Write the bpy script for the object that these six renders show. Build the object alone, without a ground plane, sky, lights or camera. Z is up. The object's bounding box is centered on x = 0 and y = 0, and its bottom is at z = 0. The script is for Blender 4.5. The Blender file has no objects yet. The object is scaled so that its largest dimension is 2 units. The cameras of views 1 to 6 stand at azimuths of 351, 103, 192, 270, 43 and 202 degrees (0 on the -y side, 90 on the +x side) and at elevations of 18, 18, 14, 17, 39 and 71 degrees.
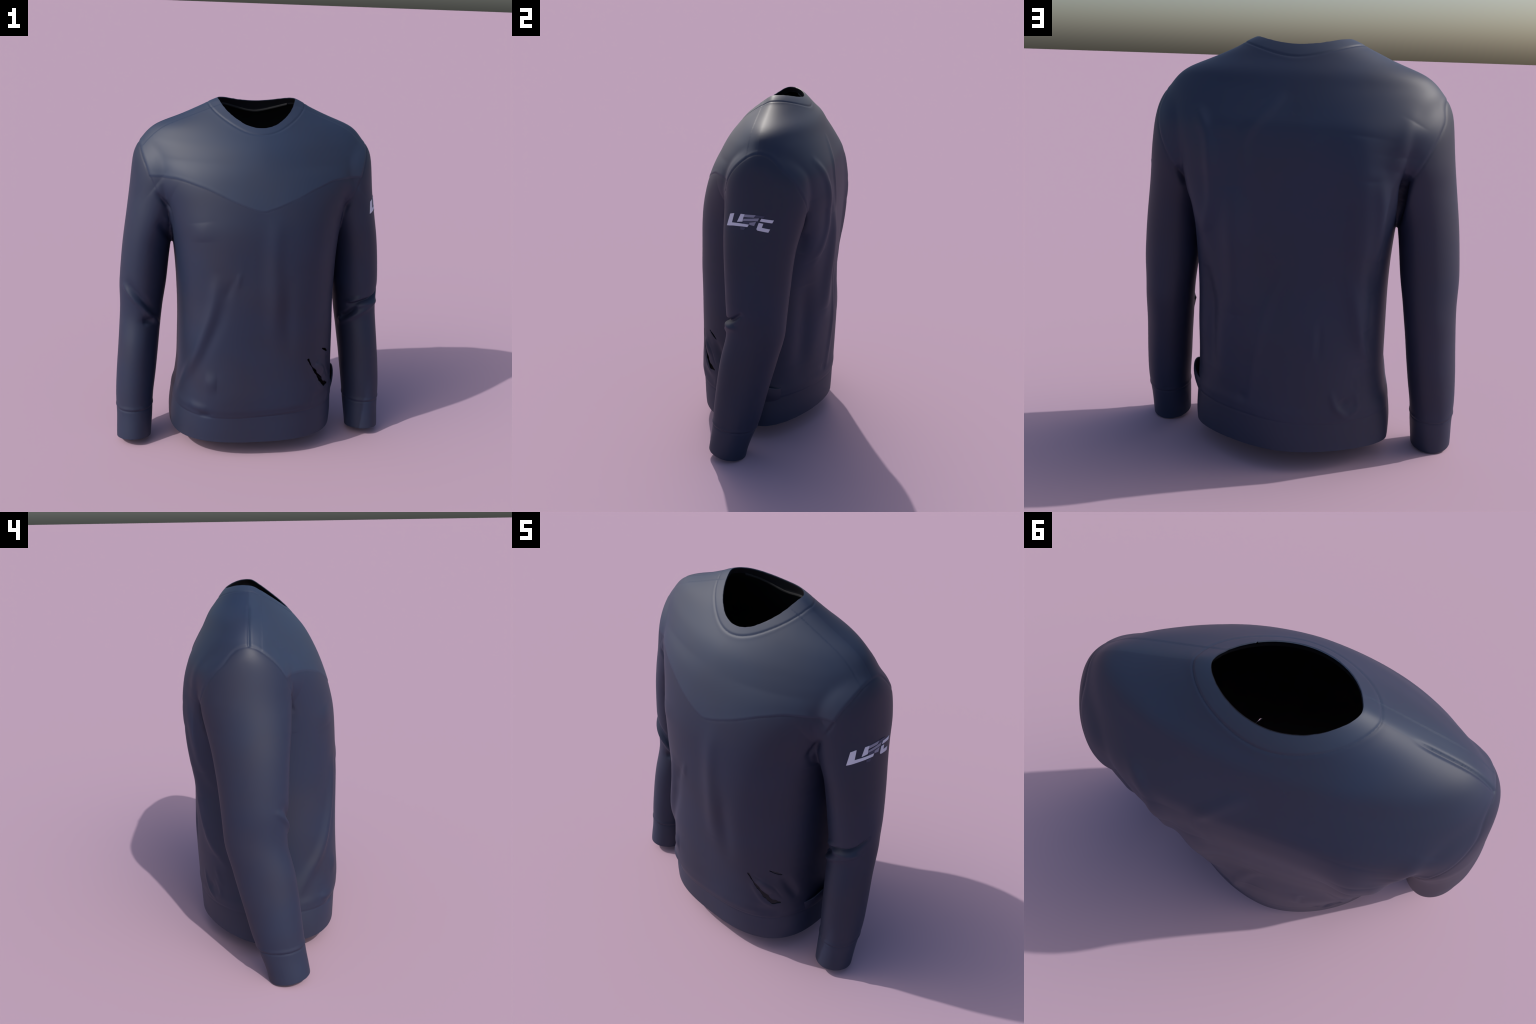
"""A long-sleeved crew-neck sweatshirt, standing as if worn by an unseen body.

The body is one smooth surface: a torso loft and two sleeve lofts are fused by a
voxel remesh, then opened at neck, hem and cuffs, given seams and folds, turned
into a fabric shell with an inside, and finally separated into its panels.
"""
import math
import bpy, bmesh
import numpy as np
from mathutils import Vector

# ------------------------------------------------------------------ helpers
def spline(xs, ys):
    """Monotone cubic (PCHIP) through control points, vectorised."""
    xs, ys = np.asarray(xs, float), np.asarray(ys, float)
    h, d = np.diff(xs), np.diff(ys) / np.diff(xs)
    m = np.zeros_like(ys)
    m[0], m[-1] = d[0], d[-1]
    for i in range(1, len(xs) - 1):
        if d[i - 1] * d[i] > 0:
            w1, w2 = 2 * h[i] + h[i - 1], h[i] + 2 * h[i - 1]
            m[i] = (w1 + w2) / (w1 / d[i - 1] + w2 / d[i])

    def f(x):
        x = np.clip(x, xs[0], xs[-1])
        i = np.clip(np.searchsorted(xs, x) - 1, 0, len(xs) - 2)
        t = (x - xs[i]) / h[i]
        return ((2 * t**3 - 3 * t**2 + 1) * ys[i] + (t**3 - 2 * t**2 + t) * h[i] * m[i]
                + (-2 * t**3 + 3 * t**2) * ys[i + 1] + (t**3 - t**2) * h[i] * m[i + 1])
    return f


def profile(rows, soft=0.022):
    """Rows of (z, a, b, c, ...) -> one softened curve per column after z; the upper tip is kept as drawn."""
    cols = list(zip(*sorted(rows)))
    z = np.arange(cols[0][0] - 0.15, cols[0][-1] + 0.15, 0.005)
    kernel = np.exp(-(np.arange(-12, 13) * 0.005 / soft) ** 2)
    kernel /= kernel.sum()
    out = []
    for c in cols[1:]:
        f = spline(cols[0], c)(z)
        g = np.convolve(np.pad(f, 12, mode="edge"), kernel, "valid")
        w = smooth(cols[0][-1] - 0.12, cols[0][-1] - 0.06, z)
        out.append(lambda q, h=g * (1 - w) + f * w: np.interp(q, z, h))
    return out


def smooth(e0, e1, x):
    t = np.clip((x - e0) / (e1 - e0), 0, 1)
    return t * t * (3 - 2 * t)


def bump(d, w):
    return np.exp(-(d / w) ** 2)


def loft(rings):
    """Closed solid from a list of equally long rings."""
    n, verts, faces = len(rings[0]), [], []
    for r in rings:
        verts += [tuple(p) for p in r]
    for k in range(len(rings) - 1):
        for i in range(n):
            j = (i + 1) % n
            faces.append((k * n + i, k * n + j, (k + 1) * n + j, (k + 1) * n + i))
    faces.append(tuple(range(n - 1, -1, -1)))
    faces.append(tuple((len(rings) - 1) * n + i for i in range(n)))
    return verts, faces


# ------------------------------------------------------------------ proportions
# torso: z, half width on -x, half width on +x, front y, back y,
#        squareness of the corners: front -x, front +x, back -x, back +x
TORSO = profile([
    (0.02, 0.482, 0.492, -0.402, 0.362, 2.8, 2.8, 1.60, 1.70),
    (0.15, 0.485, 0.500, -0.408, 0.370, 2.8, 2.8, 1.60, 1.70),
    (0.26, 0.474, 0.495, -0.412, 0.376, 2.8, 2.8, 1.75, 1.70),
    (0.36, 0.450, 0.490, -0.424, 0.384, 3.0, 2.8, 1.95, 1.75),
    (0.50, 0.436, 0.485, -0.418, 0.389, 3.0, 2.7, 2.2, 1.9),
    (0.65, 0.435, 0.482, -0.415, 0.391, 3.0, 2.6, 2.5, 2.15),
    (0.80, 0.436, 0.478, -0.414, 0.388, 2.9, 2.6, 2.6, 2.3),
    (0.95, 0.440, 0.476, -0.414, 0.384, 2.8, 2.6, 2.9, 2.6),
    (1.10, 0.452, 0.477, -0.408, 0.390, 2.8, 2.6, 3.4, 3.1),
    (1.22, 0.469, 0.484, -0.403, 0.398, 2.7, 2.6, 3.8, 3.6),
    (1.32, 0.489, 0.499, -0.396, 0.402, 2.6, 2.5, 4.0, 3.8),
    (1.45, 0.528, 0.537, -0.370, 0.406, 2.4, 2.35, 3.9, 3.7),
    (1.60, 0.602, 0.602, -0.318, 0.393, 2.1, 2.05, 3.3, 3.2),
    (1.70, 0.644, 0.637, -0.268, 0.352, 1.72, 1.67, 2.6, 2.5),
    (1.757, 0.650, 0.640, -0.233, 0.325, 1.46, 1.41, 2.2, 2.15),
    (1.80, 0.617, 0.612, -0.198, 0.305, 1.40, 1.36, 2.0, 2.0),
    (1.85, 0.555, 0.550, -0.153, 0.280, 1.42, 1.38, 2.0, 2.0),
    (1.90, 0.425, 0.425, -0.108, 0.241, 1.55, 1.52, 2.0, 2.0),
    (1.95, 0.315, 0.315, -0.055, 0.204, 1.62, 1.62, 2.0, 2.0),
    (2.00, 0.205, 0.215, 0.000, 0.150, 1.7, 1.7, 2.0, 2.0),
    (2.03, 0.080, 0.080, 0.040, 0.090, 2.0, 2.0, 2.0, 2.0),
])
# sleeve: z, centre |x|, half width, centre y, half depth, outward swing of the front edge
SLEEVE = profile([
    (-0.06, 0.700, 0.095, -0.135, 0.108, 0.00),
    (0.03, 0.698, 0.100, -0.122, 0.112, 0.01),
    (0.18, 0.692, 0.106, -0.083, 0.126, 0.03),
    (0.22, 0.692, 0.108, -0.072, 0.132, 0.04),
    (0.40, 0.680, 0.115, -0.037, 0.146, 0.06),
    (0.60, 0.662, 0.118, 0.003, 0.159, 0.08),
    (0.78, 0.645, 0.123, 0.044, 0.162, 0.08),
    (0.96, 0.633, 0.136, 0.050, 0.173, 0.08),
    (1.20, 0.606, 0.139, 0.059, 0.192, 0.07),
    (1.35, 0.569, 0.155, 0.070, 0.212, 0.04),
    (1.50, 0.536, 0.169, 0.085, 0.225, 0.01),
    (1.60, 0.522, 0.172, 0.085, 0.222, 0.00),
    (1.68, 0.511, 0.173, 0.077, 0.183, 0.00),
    (1.73, 0.499, 0.168, 0.070, 0.131, 0.00),
    (1.76, 0.490, 0.158, 0.066, 0.090, 0.00),
])
# plan of the neck opening: half widths and front/back reach
NECK_CENTRE, NECK_X, NECK_FRONT, NECK_BACK = (0.002, 0.062), 0.219, 0.207, 0.125
COLLAR_SIDE, COLLAR_FRONT, COLLAR_BACK = 0.055, 0.029, 0.042   # plan width of the collar band
HEM_BOTTOM, HEM_SEAM = 0.097, 0.262
CUFF_BOTTOM, CUFF_SEAM = 0.024, 0.20
# armhole seam: |x| of the seam by height
ARM_SEAM = {
    -1: spline([0.3, 0.6, 0.9, 1.1, 1.25, 1.33, 1.39, 1.46, 1.57, 1.66, 1.757, 1.85],
               [.530, .495, .475, .470, .472, .472, .480, .525, .585, .620, .652, .700]),
    1: spline([0.3, 0.6, 0.9, 1.1, 1.25, 1.33, 1.39, 1.46, 1.57, 1.66, 1.757, 1.85],
              [.540, .520, .506, .495, .485, .478, .484, .525, .582, .614, .646, .700])}
YOKE = spline([-0.70, -0.58, -0.47, -0.33, -0.16, -0.05, 0.0, 0.05, 0.17, 0.31, 0.42, 0.52, 0.70],
              [1.58, 1.588, 1.592, 1.565, 1.500, 1.460, 1.450, 1.462, 1.505, 1.562, 1.590, 1.588, 1.58])
VOXEL = 0.0052
THICK = 0.007


def torso_rings(n=140):
    th = np.linspace(0, 2 * np.pi, n, endpoint=False)
    c, s = np.cos(th), np.sin(th)
    rings = []
    for z in np.concatenate([np.linspace(0.02, 1.7, 110), np.linspace(1.705, 2.03, 70)]):
        a0, a1, yf, yb, *corner = (f(z) for f in TORSO)
        quarter = np.where(s < 0, np.where(c < 0, 0, 1), np.where(c < 0, 2, 3))
        e = np.array(corner)[quarter]
        cy = 0.03 + 0.03 * smooth(1.2, 1.7, z)
        x = np.sign(c) * np.abs(c) ** (2 / np.maximum(e, 1.8)) * np.where(c > 0, a1, a0)
        y = np.sign(s) * np.abs(s) ** (2 / e)
        y = cy + np.where(y > 0, y * (yb - cy), y * (cy - yf))
        rings.append(np.stack([x, y, np.full(n, z)], 1))
    return rings


def sleeve_rings(side, n=72):
    th = np.linspace(0, 2 * np.pi, n, endpoint=False)
    rings = []
    for z in np.linspace(-0.06, 1.76, 130):
        cx, rx, cy, ry, swing = (f(z) for f in SLEEVE)
        c, s = np.cos(th), np.sin(th)
        x = cx + rx * np.sign(c) * np.abs(c) ** 1.03
        y = cy + ry * np.sign(s) * np.abs(s) ** 1.0
        x = x - swing * (y - cy)
        rings.append(np.stack([side * x, y, np.full(n, z)], 1))
    return rings if side > 0 else [r[::-1] for r in rings]


def build_body():
    verts, faces = [], []
    for rings in (torso_rings(), sleeve_rings(-1), sleeve_rings(1)):
        v, f = loft(rings)
        o = len(verts)
        verts += v
        faces += [tuple(i + o for i in t) for t in f]
    me = bpy.data.meshes.new("body_form")
    me.from_pydata(verts, [], faces)
    ob = bpy.data.objects.new("body_form", me)
    bpy.context.scene.collection.objects.link(ob)
    m = ob.modifiers.new("fuse", "REMESH")
    m.mode, m.voxel_size, m.adaptivity = "VOXEL", VOXEL, 0.0
    dg = bpy.context.evaluated_depsgraph_get()
    ev = ob.evaluated_get(dg)
    out = bpy.data.meshes.new_from_object(ev)
    bpy.data.objects.remove(ob)
    co = np.empty(len(out.vertices) * 3)
    out.vertices.foreach_get("co", co)
    quads = np.empty(len(out.loops), np.int32)
    out.loops.foreach_get("vertex_index", quads)
    quads = quads.reshape(-1, 4).astype(np.int64)
    bpy.data.meshes.remove(out)
    return co.reshape(-1, 3), quads


class Surface:
    def __init__(self, co, quads):
        self.co, self.q = co, quads
        self.relink()

    def relink(self):
        self.e = self.edges()[0]
        self.deg = np.bincount(self.e.ravel(), minlength=len(self.co)).astype(float)

    def edges(self):
        """Unique edges and how many faces use each."""
        e = np.concatenate([self.q[:, [i, (i + 1) % 4]] for i in range(4)])
        e.sort(1)
        k, c = np.unique(e[:, 0] * len(self.co) + e[:, 1], return_counts=True)
        return np.stack([k // len(self.co), k % len(self.co)], 1), c

    def average(self, v):
        out = np.zeros_like(v)
        a, b = self.e[:, 0], self.e[:, 1]
        for k in range(v.shape[1]):
            out[:, k] = (np.bincount(a, v[b, k], len(v)) + np.bincount(b, v[a, k], len(v))) / np.maximum(self.deg, 1)
        return out

    def melt(self, times, weight):
        """Plain smoothing, strongest where the weight field is 1."""
        w = weight(self.co)
        e = self.e[(w[self.e] > 0.01).any(1)]
        ids, e = np.unique(e, return_inverse=True)
        part = Surface.__new__(Surface)
        part.e, w = e.reshape(-1, 2), 0.6 * w[ids][:, None]
        part.deg = np.bincount(part.e.ravel(), minlength=len(ids)).astype(float)
        full = part.deg >= self.deg[ids]
        c = self.co[ids]
        for _ in range(times):
            c = c + w * full[:, None] * (part.average(c) - c)
        self.co[ids] = c

    def relax(self, times, lam=0.6, mu=-0.62):
        for _ in range(times):
            self.co = self.co + lam * (self.average(self.co) - self.co)
            if mu:
                self.co = self.co + mu * (self.average(self.co) - self.co)

    def normals(self):
        p = self.co[self.q]
        fn = np.cross(p[:, 2] - p[:, 0], p[:, 3] - p[:, 1])
        n = np.zeros_like(self.co)
        for k in range(3):
            for i in range(4):
                n[:, k] += np.bincount(self.q[:, i], fn[:, k], len(n))
        return n / np.maximum(np.linalg.norm(n, axis=1, keepdims=True), 1e-12)

    def snap(self, field):
        """Slide vertices beside the zero line of a field onto it, so that panels get clean borders."""
        for _ in range(2):
            f = field(self.co)
            a, b = self.e[:, 0], self.e[:, 1]
            cross = (f[a] * f[b] < 0)
            a, b = a[cross], b[cross]
            t = f[a] / (f[a] - f[b])
            hit = self.co[a] + t[:, None] * (self.co[b] - self.co[a])
            v = np.where(t < 0.5, a, b)
            n = np.bincount(v, minlength=len(self.co))
            new = np.stack([np.bincount(v, hit[:, k], len(self.co)) for k in range(3)], 1)
            sel = n > 0
            self.co[sel] = new[sel] / n[sel, None]

    def trim(self):
        """Drop faces that hang on by one edge or less, so that borders run clean."""
        for _ in range(4):
            u, c = self.edges()
            border = u[c == 1]
            bk = border[:, 0] * len(self.co) + border[:, 1]
            n = np.zeros(len(self.q), int)
            for i in range(4):
                e = np.sort(self.q[:, [i, (i + 1) % 4]], 1)
                n += np.isin(e[:, 0] * len(self.co) + e[:, 1], bk)
            if not (n >= 3).any():
                break
            self.keep(n < 3)
        u, c = self.edges()
        deg = np.bincount(u[c == 1].ravel(), minlength=len(self.co))
        if (deg > 2).any():
            self.keep(~(deg > 2)[self.q].any(1))

    def smooth_border(self, times=8):
        """Even out the open borders along themselves."""
        u, c = self.edges()
        b = u[c == 1]
        deg = np.bincount(b.ravel(), minlength=len(self.co))
        ok = deg == 2
        for k in range(times):
            lam = 0.5 if k % 2 == 0 else -0.52
            if k >= times - 4:
                lam = 0.35
            avg = np.zeros_like(self.co)
            for a in range(3):
                avg[:, a] = np.bincount(b[:, 0], self.co[b[:, 1], a], len(self.co)) + np.bincount(b[:, 1], self.co[b[:, 0], a], len(self.co))
            self.co[ok] += lam * (avg[ok] / 2 - self.co[ok])

    def face_field(self, field):
        return field(self.co)[self.q].mean(1)

    def keep(self, mask):
        self.q = self.q[mask]
        used = np.unique(self.q)
        remap = np.full(len(self.co), -1)
        remap[used] = np.arange(len(used))
        self.co, self.q = self.co[used], remap[self.q]
        self.relink()


# ------------------------------------------------------------------ fields that divide the surface
def f_neck(p):
    """Signed plan distance (about metres) outside the neck opening, a pointed oval."""
    x, y = p[:, 0] - NECK_CENTRE[0], p[:, 1] - NECK_CENTRE[1]
    u, v = np.abs(x) / NECK_X, np.abs(y) / np.where(y < 0, NECK_FRONT, NECK_BACK)
    k = 1 / np.sqrt(u * u + v * v + 1e-9)          # radial scale that reaches the rim u^2 + v^1.5 = 1
    for _ in range(4):
        k = k - (u * u * k * k + (v * k) ** 1.5 - 1) / (2 * u * u * k + 1.5 * v ** 1.5 * k ** 0.5 + 1e-9)
    return np.where(p[:, 2] > 1.6, np.sqrt(x * x + y * y) * (1 - k), 1.0)


def f_collar(p):
    """Negative on the collar band."""
    x, y = p[:, 0] - NECK_CENTRE[0], p[:, 1] - NECK_CENTRE[1]
    c2 = x * x / (x * x + y * y + 1e-9)
    w = np.where(y < 0, COLLAR_FRONT, COLLAR_BACK)
    return f_neck(p) - (w + (COLLAR_SIDE - w) * c2 ** 2)


def f_arm(p):
    """Positive on the sleeves."""
    ax, y, z = np.abs(p[:, 0]), p[:, 1], p[:, 2]
    s = np.where(p[:, 0] > 0, ARM_SEAM[1](z), ARM_SEAM[-1](z)) + 0.035 * smooth(-0.1, 0.25, y) * smooth(1.30, 1.42, z) * smooth(1.757, 1.65, z)
    return ax - s


def f_hem(p):
    return np.where(f_arm(p) > 0, 1.0, p[:, 2] - HEM_BOTTOM - 0.013 * smooth(0.0, 0.32, p[:, 1]) + 0.010 * np.abs(p[:, 0] / 0.48) ** 4)


def f_hem_seam(p):
    return np.where(f_arm(p) > 0, 1.0, p[:, 2] - HEM_SEAM - 0.01 * np.sin(p[:, 0] * 6))


def f_cuff(p):
    return np.where((f_arm(p) > 0) & (p[:, 2] < 0.8), p[:, 2] - CUFF_BOTTOM + 0.20 * (p[:, 1] + 0.122), 1.0)


def f_cuff_seam(p):
    return np.where((f_arm(p) > 0) & (p[:, 2] < 0.8), p[:, 2] - CUFF_SEAM + 0.10 * (p[:, 1] + 0.08), 1.0)


def f_yoke(p):
    """Positive above the chest seam, front only."""
    return np.where(p[:, 1] < 0.065, p[:, 2] - YOKE(p[:, 0]), 1.0)


def f_shoulder(p):
    """Sign says front (negative) or back (positive) of the shoulder seam."""
    return p[:, 1] - 0.062


# ------------------------------------------------------------------ materials
def fabric(name, base, dark, rough=0.55, sheen=0.0):
    m = bpy.data.materials.new(name)
    m.use_nodes = True
    nt = m.node_tree
    nt.nodes.clear()
    N = lambda t, **k: (lambda n: ([setattr(n, a, b) for a, b in k.items()], n)[1])(nt.nodes.new(t))
    out, bs, tc = N("ShaderNodeOutputMaterial"), N("ShaderNodeBsdfPrincipled"), N("ShaderNodeTexCoord")
    nz = N("ShaderNodeTexNoise")
    nz.inputs["Scale"].default_value, nz.inputs["Detail"].default_value = 2.6, 2.0
    rp = N("ShaderNodeValToRGB")
    rp.color_ramp.elements[0].position, rp.color_ramp.elements[1].position = 0.38, 0.62
    rp.color_ramp.elements[0].color, rp.color_ramp.elements[1].color = (*dark, 1), (*base, 1)
    fine = N("ShaderNodeTexNoise")
    fine.inputs["Scale"].default_value, fine.inputs["Detail"].default_value = 420.0, 1.0
    bp = N("ShaderNodeBump")
    bp.inputs["Strength"].default_value, bp.inputs["Distance"].default_value = 0.04, 0.002
    L = nt.links.new
    L(tc.outputs["Object"], nz.inputs["Vector"])
    L(tc.outputs["Object"], fine.inputs["Vector"])
    L(nz.outputs["Fac"], rp.inputs["Fac"])
    L(rp.outputs["Color"], bs.inputs["Base Color"])
    L(fine.outputs["Fac"], bp.inputs["Height"])
    L(bp.outputs["Normal"], bs.inputs["Normal"])
    bs.inputs["Roughness"].default_value = rough
    bs.inputs["Specular IOR Level"].default_value = 0.4
    L(bs.outputs["BSDF"], out.inputs["Surface"])
    return m


NAVY = fabric("navy_body_jersey", (0.0112, 0.0192, 0.048), (0.0145, 0.0187, 0.042))
YOKE_BLUE = fabric("blue_yoke_jersey", (0.0160, 0.0290, 0.064), (0.0185, 0.0280, 0.057))
BACK_BLUE = fabric("navy_back_jersey", (0.0120, 0.0222, 0.055), (0.0145, 0.0215, 0.049))
RIB = fabric("navy_rib_knit", (0.0130, 0.0220, 0.052), (0.0150, 0.0210, 0.046))
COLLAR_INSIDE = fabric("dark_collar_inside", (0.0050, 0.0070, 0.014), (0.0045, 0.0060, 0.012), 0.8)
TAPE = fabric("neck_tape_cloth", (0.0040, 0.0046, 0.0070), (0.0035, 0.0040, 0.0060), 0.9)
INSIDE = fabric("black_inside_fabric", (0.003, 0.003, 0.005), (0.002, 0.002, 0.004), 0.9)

# ------------------------------------------------------------------ build
co, quads = build_body()
S = Surface(co, quads)
S.relax(3, 0.6, 0)
S.relax(12)
S.melt(160, lambda p: bump(f_arm(p), 0.085) * smooth(1.38, 1.58, p[:, 2]))

for field in (f_neck, f_hem, f_cuff):
    S.snap(field)
    S.keep(S.face_field(field) > 0)

S.trim()
S.smooth_border(26)
for field in (f_hem_seam, f_cuff_seam, f_collar, f_arm, f_yoke):
    S.snap(field)

# seams and folds, pressed into the surface along its normal ------------------
P0 = S.co.copy()


def seam(d, groove=0.004, width=0.006, roll=0.003, side=1):
    """A stitched seam: a fine groove with a soft roll of cloth on one side of it."""
    return -groove * bump(d, width) + roll * bump(d - side * 2.6 * width, 2.0 * width)


d_arm, d_hem, d_cuff = f_arm(P0), f_hem_seam(P0), f_cuff_seam(P0)
d_col, d_yoke = f_collar(P0), f_yoke(P0)
slope = np.clip(np.linalg.norm(S.normals()[:, :2], axis=1), 0.3, 1)
on_torso = d_arm < 0
push = np.zeros(len(P0))
push += np.where(on_torso, seam(d_hem, 0.0028, 0.005, 0.002) * (0.65 + 0.45 * np.sin(P0[:, 0] * 9 + 2.5) * np.cos(P0[:, 1] * 5)) + 0.004 * bump(d_hem - 0.045, 0.03), 0)
push += np.where(~on_torso, seam(d_cuff, 0.0035, 0.005, 0.003), 0)
push += np.where(P0[:, 2] > 1.28, seam(d_arm * 0.8, 0.0024, 0.004, 0.001, -1), 0)
push += np.where(P0[:, 2] > 1.6, seam(d_col, 0.0019, 0.0035, 0.0005) + 0.0012 * smooth(0.002, -0.004, d_col), 0)
push += np.where(on_torso & (P0[:, 1] < 0), seam(d_yoke, 0.0017, 0.004, 0.0007) + 0.0016 * smooth(-0.004, 0.004, d_yoke), 0)

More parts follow.
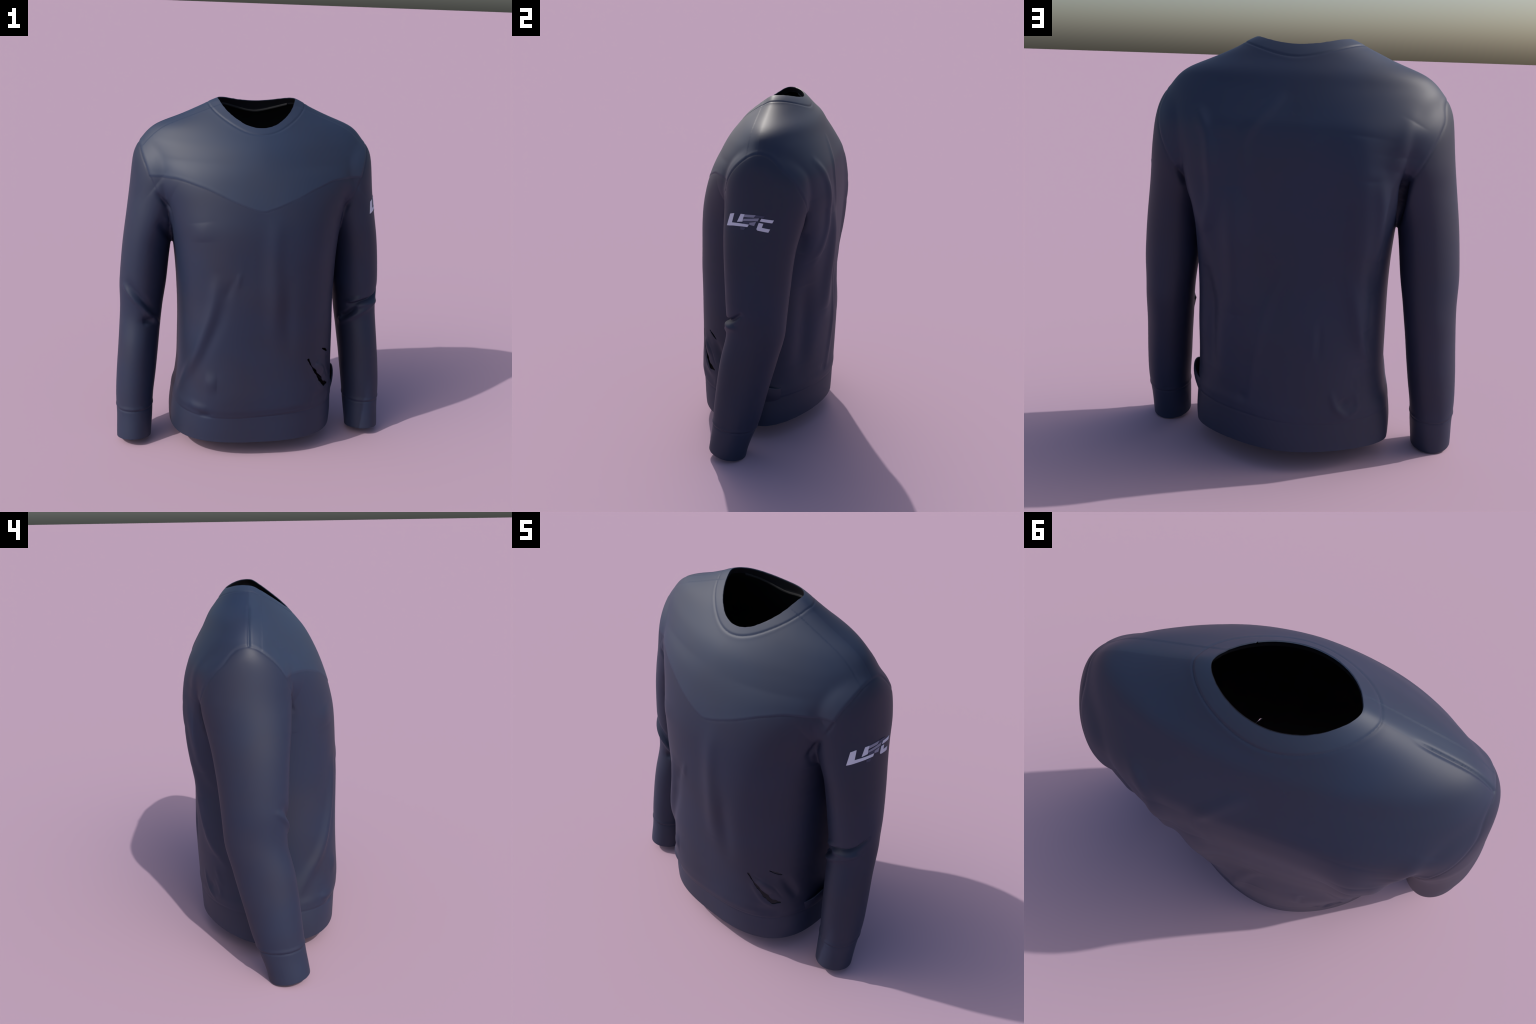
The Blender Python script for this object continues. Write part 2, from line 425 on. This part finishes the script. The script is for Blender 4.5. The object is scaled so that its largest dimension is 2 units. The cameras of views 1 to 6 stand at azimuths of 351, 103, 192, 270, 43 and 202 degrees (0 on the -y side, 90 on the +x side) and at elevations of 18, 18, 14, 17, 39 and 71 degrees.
# folds of the cloth: width, height (minus = valley), points along the fold
FOLDS = [
    ("chest corner", 0.080, 0.010, [(-0.560, -0.130, 1.545), (-0.500, -0.190, 1.480)]),
    ("chest corner", 0.080, 0.010, [(0.555, -0.130, 1.545), (0.500, -0.190, 1.480)]),
    ("back flank", 0.090, 0.024, [(-0.470, 0.300, 1.520), (-0.440, 0.310, 1.300), (-0.410, 0.320, 1.120), (-0.400, 0.330, 1.050)]),
    ("back flank", 0.080, 0.018, [(0.500, 0.290, 1.480), (0.440, 0.310, 1.300), (0.410, 0.330, 1.180), (0.390, 0.340, 1.120)]),
    ("back ridge", 0.060, 0.032, [(0.230, 0.390, 1.360), (0.220, 0.390, 1.200), (0.220, 0.385, 1.000), (0.225, 0.375, 0.760)]),
    ("back ridge", 0.060, 0.032, [(-0.340, 0.360, 1.420), (-0.335, 0.365, 1.200), (-0.340, 0.350, 1.000), (-0.365, 0.310, 0.720)]),
    ("shoulder blade", 0.090, 0.016, [(-0.330, 0.380, 1.600), (-0.320, 0.390, 1.450), (-0.330, 0.380, 1.300)]),
    ("shoulder blade", 0.080, 0.008, [(0.330, 0.370, 1.560), (0.330, 0.380, 1.400)]),
    ("back ridge", 0.060, 0.015, [(-0.360, 0.310, 0.900), (-0.370, 0.300, 0.740), (-0.370, 0.290, 0.560)]),
    ("flank hollow", 0.060, -0.028, [(0.400, 0.280, 0.960), (0.375, 0.280, 0.780), (0.370, 0.260, 0.600), (0.375, 0.250, 0.450)]),
    ("back hollow", 0.060, -0.010, [(0.040, 0.390, 0.980), (0.040, 0.390, 0.700)]),
    ("front drape", 0.034, 0.018, [(-0.251, -0.385, 1.066), (-0.265, -0.384, 0.957), (-0.308, -0.362, 0.777), (-0.359, -0.320, 0.600), (-0.418, -0.239, 0.454), (-0.448, -0.178, 0.349)]),
    ("front drape", 0.032, -0.005, [(-0.189, -0.406, 1.031), (-0.217, -0.403, 0.887), (-0.284, -0.377, 0.704), (-0.343, -0.337, 0.545)]),
    ("front drape", 0.045, 0.010, [(0.071, -0.383, 1.389), (0.058, -0.408, 1.218), (0.068, -0.420, 1.014), (0.075, -0.424, 0.757)]),
    ("front drape", 0.040, -0.006, [(0.145, -0.405, 1.074), (0.155, -0.411, 0.837), (0.164, -0.411, 0.660)]),
    ("front drape", 0.016, 0.004, [(-0.125, -0.411, 1.123), (-0.139, -0.414, 1.041)]),
    ("front drape", 0.020, -0.004, [(-0.171, -0.408, 1.073), (-0.196, -0.407, 0.981)]),
    ("front drape", 0.060, 0.006, [(-0.320, -0.310, 1.380), (-0.313, -0.333, 1.281)]),
    ("hem pillow", 0.050, 0.012, [(-0.304, -0.369, 0.473), (-0.241, -0.399, 0.472)]),
    ("hem pillow", 0.025, 0.009, [(-0.380, -0.312, 0.313), (-0.285, -0.379, 0.307)]),
    ("hem pinch", 0.014, -0.007, [(-0.333, -0.354, 0.263), (-0.269, -0.387, 0.264)]),
    ("hem pinch", 0.035, -0.010, [(0.422, -0.261, 0.316), (0.318, -0.358, 0.340)]),
    ("armpit", 0.014, -0.014, [(-0.557, -0.127, 1.500), (-0.514, -0.121, 1.453), (-0.471, -0.147, 1.403)]),
    ("armpit", 0.022, -0.014, [(-0.550, -0.119, 1.331), (-0.512, -0.082, 1.271), (-0.487, -0.013, 1.222)]),
    ("armpit", 0.016, 0.007, [(-0.521, -0.114, 1.368), (-0.475, -0.093, 1.324)]),
    ("armpit", 0.016, -0.005, [(-0.528, -0.131, 1.553), (-0.492, -0.128, 1.477)]),
    ("armpit back", 0.026, -0.062, [(-0.530, 0.250, 1.450), (-0.500, 0.220, 1.380), (-0.475, 0.190, 1.310), (-0.468, 0.160, 1.260)]),
    ("armpit back", 0.022, -0.022, [(0.540, 0.235, 1.430), (0.500, 0.210, 1.350)]),
    ("shoulder fold", 0.045, 0.012, [(-0.530, 0.290, 1.660), (-0.500, 0.330, 1.560), (-0.470, 0.330, 1.460)]),
    ("armpit", 0.015, -0.012, [(0.531, -0.123, 1.464), (0.501, -0.112, 1.426), (0.463, -0.152, 1.366)]),
    ("elbow", 0.017, 0.016, [(-0.731, -0.064, 0.946), (-0.687, -0.101, 0.886), (-0.642, -0.111, 0.832), (-0.582, -0.088, 0.754), (-0.541, -0.022, 0.684)]),
    ("elbow", 0.024, -0.016, [(-0.708, -0.088, 0.970), (-0.661, -0.111, 0.897), (-0.612, -0.105, 0.828), (-0.55, -0.05, 0.78)]),
    ("elbow", 0.022, -0.017, [(-0.643, -0.117, 0.743), (-0.574, -0.081, 0.743)]),
    ("elbow", 0.011, -0.028, [(0.755, -0.010, 0.905), (0.715, -0.080, 0.849), (0.647, -0.111, 0.835), (0.578, -0.084, 0.807)]),
    ("elbow", 0.014, 0.012, [(0.745, -0.038, 0.820), (0.680, -0.104, 0.820), (0.621, -0.108, 0.800)]),
    ("elbow", 0.014, 0.015, [(0.575, -0.081, 0.818), (0.645, -0.112, 0.859)]),
    ("elbow", 0.015, -0.022, [(0.621, -0.108, 0.796), (0.579, -0.085, 0.749), (0.541, -0.019, 0.699)]),
    ("elbow", 0.016, 0.016, [(0.730, -0.060, 0.815), (0.644, -0.114, 0.767), (0.542, -0.030, 0.670)]),
    ("elbow", 0.012, 0.018, [(0.545, -0.050, 0.715), (0.535, -0.020, 0.690)]),
    ("back drape", 0.030, 0.012, [(-0.406, 0.360, 1.425), (-0.402, 0.329, 1.280), (-0.393, 0.301, 1.080), (-0.406, 0.270, 0.974)]),
    ("back drape", 0.020, 0.004, [(-0.148, 0.375, 0.777), (-0.151, 0.370, 0.589)]),
    ("back drape", 0.016, -0.005, [(-0.175, 0.371, 0.758), (-0.177, 0.366, 0.591)]),
    ("hem gather", 0.016, 0.009, [(-0.238, 0.336, 0.416), (-0.260, 0.319, 0.336), (-0.309, 0.288, 0.284)]),
    ("hem gather", 0.016, 0.006, [(-0.341, 0.278, 0.415), (-0.367, 0.248, 0.329), (-0.327, 0.276, 0.286)]),
    ("hem gather", 0.025, -0.005, [(-0.291, 0.308, 0.378), (-0.307, 0.295, 0.342)]),
    ("hem gather", 0.025, -0.004, [(0.158, 0.353, 0.339), (0.205, 0.342, 0.372)]),
    ("hem gather", 0.018, 0.005, [(-0.352, 0.274, 0.476), (-0.376, 0.244, 0.374)]),
    ("side drape", 0.025, 0.012, [(-0.290, 0.350, 0.980), (-0.318, 0.334, 0.842), (-0.346, 0.301, 0.685), (-0.403, 0.220, 0.519)]),
    ("side drape", 0.030, 0.014, [(0.409, 0.317, 1.668), (0.344, 0.382, 1.530), (0.328, 0.372, 1.318), (0.375, 0.317, 1.116)]),
    ("side drape", 0.025, 0.008, [(0.044, 0.333, 1.738), (0.186, 0.406, 1.549), (0.156, 0.409, 1.348)]),
    ("side drape", 0.025, 0.010, [(0.0, 0.378, 0.977), (0.083, 0.378, 0.753), (0.144, 0.358, 0.356)]),
    ("side pinch", 0.040, -0.012, [(0.454, 0.275, 1.294), (0.450, 0.243, 1.170)]),
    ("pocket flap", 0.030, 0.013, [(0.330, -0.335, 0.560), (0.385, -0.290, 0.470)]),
    ("pocket lip", 0.014, 0.006, [(0.300, -0.362, 0.520), (0.350, -0.340, 0.420), (0.395, -0.300, 0.365)]),
    ("pocket edge", 0.006, -0.003, [(0.306, -0.353, 0.583), (0.383, -0.292, 0.517), (0.417, -0.257, 0.422)]),
    ("pocket valley", 0.028, -0.014, [(0.410, -0.250, 0.570), (0.440, -0.210, 0.470), (0.455, -0.180, 0.400)]),
]
SLITS = [  # points, half width at each point
    ([(0.280, -0.366, 0.590), (0.290, -0.361, 0.570), (0.311, -0.350, 0.530), (0.350, -0.325, 0.465), (0.385, -0.298, 0.405), (0.415, -0.262, 0.388)],
     [0.007, 0.004, 0.005, 0.011, 0.016, 0.005]),
    ([(0.372, -0.298, 0.627), (0.391, -0.279, 0.612), (0.412, -0.254, 0.590)], [0.004, 0.009, 0.004]),
]


def on_surface(points, extra=None, step=0.008, reach=0.09):
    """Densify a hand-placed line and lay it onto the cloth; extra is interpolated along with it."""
    pts = np.array(points, float)
    t = np.concatenate([[0], np.cumsum(np.linalg.norm(np.diff(pts, axis=0), axis=1))])
    u = np.linspace(0, t[-1], max(3, int(t[-1] / step)))
    line = np.stack([spline(t, pts[:, k])(u) if len(pts) > 2 else np.interp(u, t, pts[:, k]) for k in range(3)], 1)
    near = np.nonzero(((S.co > line.min(0) - reach) & (S.co < line.max(0) + reach)).all(1))[0]
    laid = np.array([S.co[near[np.argmin(((S.co[near] - p) ** 2).sum(1))]] for p in line])
    for _ in range(14):
        laid[1:-1] = (laid[:-2] + 2 * laid[1:-1] + laid[2:]) / 4
    return laid, u / t[-1], (np.interp(u, t, extra) if extra is not None else None), near


def distance(line, ids):
    """Distance of the chosen vertices to a polyline, and where along it."""
    p = S.co[ids]
    best, where = np.full(len(ids), 9.0), np.zeros(len(ids))
    for i in range(len(line) - 1):
        a, d = line[i], line[i + 1] - line[i]
        t = np.clip(((p - a) @ d) / (d @ d + 1e-12), 0, 1)
        r = np.linalg.norm(p - a - t[:, None] * d, axis=1)
        hit = r < best
        best[hit], where[hit] = r[hit], (i + t[hit]) / (len(line) - 1)
    return best, where


for kind, width, height, points in FOLDS:
    line, _, _, ids = on_surface(points, reach=max(0.09, 2.8 * width))
    d, w = distance(line, ids)
    fade = 0.25 + 0.75 * np.sin(np.pi * np.clip(w, 0, 1)) ** 0.7      # folds die out at their ends
    push[ids] += height * bump(d, width) * fade
# slow unevenness of soft cloth
X, Y, Z = P0.T
push += 0.0012 * (np.sin(9 * X + 4 * Z + 1.0) * np.sin(7 * Y - 6 * Z) + np.sin(11 * Z + 5 * Y + 2.0) * np.sin(8 * X - 3 * Z + 0.7)) * smooth(1.99, 1.9, Z)
crease = smooth(-0.36, -0.44, P0[:, 0]) * (P0[:, 2] > 1.7) * on_torso
push += crease * (-0.008 * bump(P0[:, 1] - 0.062, 0.0055) + 0.001 * bump(P0[:, 1] - 0.046, 0.010))
S.co = S.co + push[:, None] * S.normals()


def f_slit(p):
    out = np.ones(len(p))
    for points, half in SLITS:
        line, _, h, ids = on_surface(points, half, 0.005)
        d, w = distance(line, ids)
        ragged = 1 + 0.25 * np.sin(w * 23) + 0.15 * np.sin(w * 51 + 1)
        f = d - np.interp(w, np.linspace(0, 1, len(h)), h) * ragged
        out[ids] = np.minimum(out[ids], f)
    return out


S.melt(2, lambda p: np.clip(np.abs(push) / 0.004, 0, 1) * (np.abs(d_col) > 0.02) * (np.abs(d_hem) > 0.02) * (np.abs(d_cuff) > 0.02))
S.snap(f_slit)
S.keep(S.face_field(f_slit) > 0)
S.trim()
S.smooth_border(10)

nrm = S.normals()
# regions ------------------------------------------------------------
P = S.co
arm, yoke_f = S.face_field(f_arm), S.face_field(f_yoke)
hem_f, cuff_f, neck_f = S.face_field(f_hem_seam), S.face_field(f_cuff_seam), S.face_field(f_collar)
cx = S.co[S.q].mean(1)
part = np.full(len(S.q), "back_panel", dtype=object)
front = cx[:, 1] < 0.062
part[front & (yoke_f > 0)] = "chest_yoke"
part[front & (yoke_f <= 0)] = "front_panel"
part[(hem_f < 0)] = "hem_band"
part[(neck_f < 0)] = "collar"
sl = arm > 0
part[sl & (cx[:, 0] < 0)] = "sleeve"
part[sl & (cx[:, 0] > 0)] = "sleeve.001"
part[sl & (cuff_f < 0) & (cx[:, 0] < 0)] = "cuff"
part[sl & (cuff_f < 0) & (cx[:, 0] > 0)] = "cuff.001"
MATERIAL = {"back_panel": BACK_BLUE, "chest_yoke": YOKE_BLUE, "front_panel": NAVY, "hem_band": RIB,
            "collar": YOKE_BLUE, "sleeve": NAVY, "cuff": RIB}

# fabric shell: outer faces, inner faces, rims at the open borders ------------
n = len(S.co)
# the collar is a doubled band: inside it hangs straighter than the shoulder cloth
toward = np.array([NECK_CENTRE[0], NECK_CENTRE[1], 0]) - S.co
toward[:, 2] = 0
toward /= np.linalg.norm(toward, axis=1, keepdims=True) + 1e-9
d_rim, d_col = f_neck(S.co), f_collar(S.co)
double = np.where(S.co[:, 2] > 1.6, 0.75 * d_rim * smooth(0.012, -0.002, d_col), 0)
inner = S.co - nrm * THICK + toward * double[:, None]
allco = np.vstack([S.co, inner])
alln = np.vstack([nrm, -nrm])
e = np.concatenate([S.q[:, [i, (i + 1) % 4]] for i in range(4)])
owner = np.tile(np.arange(len(S.q)), 4)
key = np.sort(e, 1)
key = key[:, 0] * n + key[:, 1]
uniq, first, count = np.unique(key, return_index=True, return_counts=True)
rim_i = first[count == 1]
rim = np.stack([e[rim_i, 1], e[rim_i, 0], e[rim_i, 0] + n, e[rim_i, 1] + n], 1)
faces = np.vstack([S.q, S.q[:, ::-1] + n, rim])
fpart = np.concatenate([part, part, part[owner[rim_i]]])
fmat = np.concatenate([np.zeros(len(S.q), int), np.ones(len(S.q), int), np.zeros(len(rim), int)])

root = bpy.data.objects.new("sweatshirt", None)
bpy.context.scene.collection.objects.link(root)
root["label"] = "navy long sleeved crew neck sweatshirt with chest yoke"
root["category"] = "sweatshirt"


def add_part(name, sel):
    q = faces[sel]
    used = np.unique(q)
    remap = np.full(len(allco), -1)
    remap[used] = np.arange(len(used))
    me = bpy.data.meshes.new(name)
    me.from_pydata(allco[used].tolist(), [], remap[q].tolist())
    me.materials.append(MATERIAL[name.split(".")[0]])
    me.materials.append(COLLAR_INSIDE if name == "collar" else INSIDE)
    me.polygons.foreach_set("material_index", fmat[sel].astype(np.int32))
    me.polygons.foreach_set("use_smooth", np.ones(len(q), bool))
    me.normals_split_custom_set_from_vertices(alln[used].tolist())
    me.update()
    ob = bpy.data.objects.new(name, me)
    bpy.context.scene.collection.objects.link(ob)
    ob.parent = root
    return ob


for name in ("chest_yoke", "front_panel", "back_panel", "collar", "hem_band", "sleeve", "sleeve.001", "cuff", "cuff.001"):
    add_part(name, np.nonzero(fpart == name)[0])


# ------------------------------------------------------------------ tape over the seam inside the neck
on = np.nonzero((np.abs(f_collar(S.co)) < 1.5e-3) & (S.co[:, 2] > 1.6))[0]
ang = np.arctan2(S.co[on, 1] - NECK_CENTRE[1], S.co[on, 0] - NECK_CENTRE[0])
order = np.argsort(ang)
th = np.linspace(0.30, np.pi - 0.30, 90)
ring = np.stack([np.interp(th, ang[order], inner[on][order, k], period=2 * np.pi) for k in range(3)], 1)
for _ in range(25):
    ring[1:-1] = (ring[:-2] + 2 * ring[1:-1] + ring[2:]) / 4
tow = np.array([NECK_CENTRE[0], NECK_CENTRE[1], 0]) - ring
tow[:, 2] = 0
tow /= np.linalg.norm(tow, axis=1, keepdims=True)
rows = [ring + tow * (0.006 + 0.002 * math.sin(math.pi * t)) + np.array([0, 0, 0.006 - 0.012 * t]) for t in (0, 0.33, 0.67, 1)]
TAPE_GRID = np.stack(rows)

# ------------------------------------------------------------------ open side flap above the hem
def strip_part(name, grid, thick, material, parent):
    """A cloth strip from a (rows, columns, 3) grid of points, with thickness."""
    rows, cols = grid.shape[:2]
    me = bpy.data.meshes.new(name)
    idx = np.arange(rows * cols).reshape(rows, cols)
    f = np.stack([idx[:-1, :-1], idx[:-1, 1:], idx[1:, 1:], idx[1:, :-1]], -1).reshape(-1, 4)
    me.from_pydata(grid.reshape(-1, 3).tolist(), [], f.tolist())
    me.materials.append(material)
    me.polygons.foreach_set("use_smooth", np.ones(len(f), bool))
    ob = bpy.data.objects.new(name, me)
    bpy.context.scene.collection.objects.link(ob)
    m = ob.modifiers.new("thickness", "SOLIDIFY")
    m.thickness, m.offset = thick, 0.0
    ob.parent = parent
    return ob


strip_part("neck_tape", TAPE_GRID, 0.003, TAPE, root)
u, v = np.meshgrid(np.linspace(0, 1, 40), np.linspace(0, 1, 16))
out = np.sin(np.pi * u) ** 0.8
fy = -0.150 + 0.300 * u
_, half, yf, yb, _, ef, _, eb = (f(0.30) for f in TORSO)
bow = np.clip(np.where(fy < 0.03, (0.03 - fy) / (0.03 - yf), (fy - 0.03) / (yb - 0.03)), 0, 1)
bend = np.where(fy < 0.03, ef, eb)
side_x = half * (1 - bow ** bend) ** (1 / np.maximum(bend, 1.8))      # follows the torso's side
fx = side_x - 0.006 + (0.037 * out) * (np.sin(v * np.pi * 0.62) ** 0.9)
fz = 0.240 + (0.090 + 0.045 * np.sin(np.pi * u) ** 2) * v
strip_part("side_flap", np.stack([fx, fy, fz], -1), 0.006, NAVY, root)

# ------------------------------------------------------------------ printed mark on the sleeve
from mathutils.bvhtree import BVHTree
tree = BVHTree.FromPolygons([Vector(c) for c in S.co], S.q[S.co[S.q[:, 0], 0] > 0.4].tolist())
mark_y = spline([380, 540, 600, 1060, 1440, 1830], [-.110, -.070, -.057, .031, .096, .159])
mark_drop = spline([380, 450, 600, 1060, 1400, 1900], [.037, .031, .020, .005, 0, 0])


def print_material(name, colour):
    m = fabric(name, colour, tuple(0.85 * c for c in colour), 0.6)
    return m


PALE = print_material("pale_lilac_print", (0.68, 0.68, 0.79))
FADED = print_material("faded_lilac_print", (0.27, 0.27, 0.36))
DIM = print_material("dim_lilac_print", (0.055, 0.058, 0.11))
# letter strokes as outlines on a drawing grid: x along the sleeve's side, y down
STROKES = [
    ("letter_stroke", PALE, [(490, 415), (600, 415), (540, 690), (1055, 782), (1010, 855), (410, 765)]),
    ("letter_stroke", PALE, [(800, 445), (920, 465), (880, 560), (855, 685), (695, 680)]),
    ("letter_stroke", FADED, [(925, 468), (1260, 500), (1200, 575), (890, 545)]),
    ("letter_stroke", DIM, [(1265, 500), (1540, 535), (1500, 590), (1210, 573)]),
    ("letter_stroke", FADED, [(890, 600), (1370, 600), (1320, 690), (865, 660)]),
    ("letter_stroke", FADED, [(1070, 725), (1275, 705), (1215, 832), (1065, 785)]),
    ("letter_stroke", DIM, [(880, 670), (1200, 695), (1060, 722), (1045, 770), (880, 742)]),
    ("letter_stroke", DIM, [(800, 850), (955, 865), (905, 945), (800, 920)]),
    ("letter_stroke", PALE, [(1440, 610), (1830, 662), (1780, 750), (1390, 692)]),
    ("letter_stroke", PALE, [(1360, 740), (1500, 762), (1455, 890), (1715, 942), (1660, 1040), (1320, 975), (1288, 930)]),
]
mark = bpy.data.objects.new("sleeve_mark", None)
bpy.context.scene.collection.objects.link(mark)
mark.parent = root
for name, material, outline in STROKES:
    bm = bmesh.new()
    f = bm.faces.new([bm.verts.new((x, -y, 0)) for x, y in outline])
    bmesh.ops.triangulate(bm, faces=[f])
    for _ in range(5):
        long = [e for e in bm.edges if e.calc_length() > 45]
        if long:
            bmesh.ops.subdivide_edges(bm, edges=long, cuts=1)
            bmesh.ops.triangulate(bm, faces=bm.faces[:])
    for vtx in bm.verts:
        px, py = vtx.co.x, -vtx.co.y
        y, z = float(mark_y(px)), 1.431 - 0.000168 * (py - 610) - float(mark_drop(px))
        loc, no, _, _ = tree.ray_cast(Vector((1.5, y, z)), Vector((-1, 0, 0)))
        vtx.co = loc + no * 0.0022
    bmesh.ops.recalc_face_normals(bm, faces=bm.faces[:])
    if sum(f.normal.x for f in bm.faces) < 0:
        bmesh.ops.reverse_faces(bm, faces=bm.faces[:])
    me = bpy.data.meshes.new(name)
    bm.to_mesh(me)
    bm.free()
    me.materials.append(material)
    ob = bpy.data.objects.new(name, me)
    bpy.context.scene.collection.objects.link(ob)
    m = ob.modifiers.new("thickness", "SOLIDIFY")
    m.thickness, m.offset = 0.002, -1.0
    ob.parent = mark
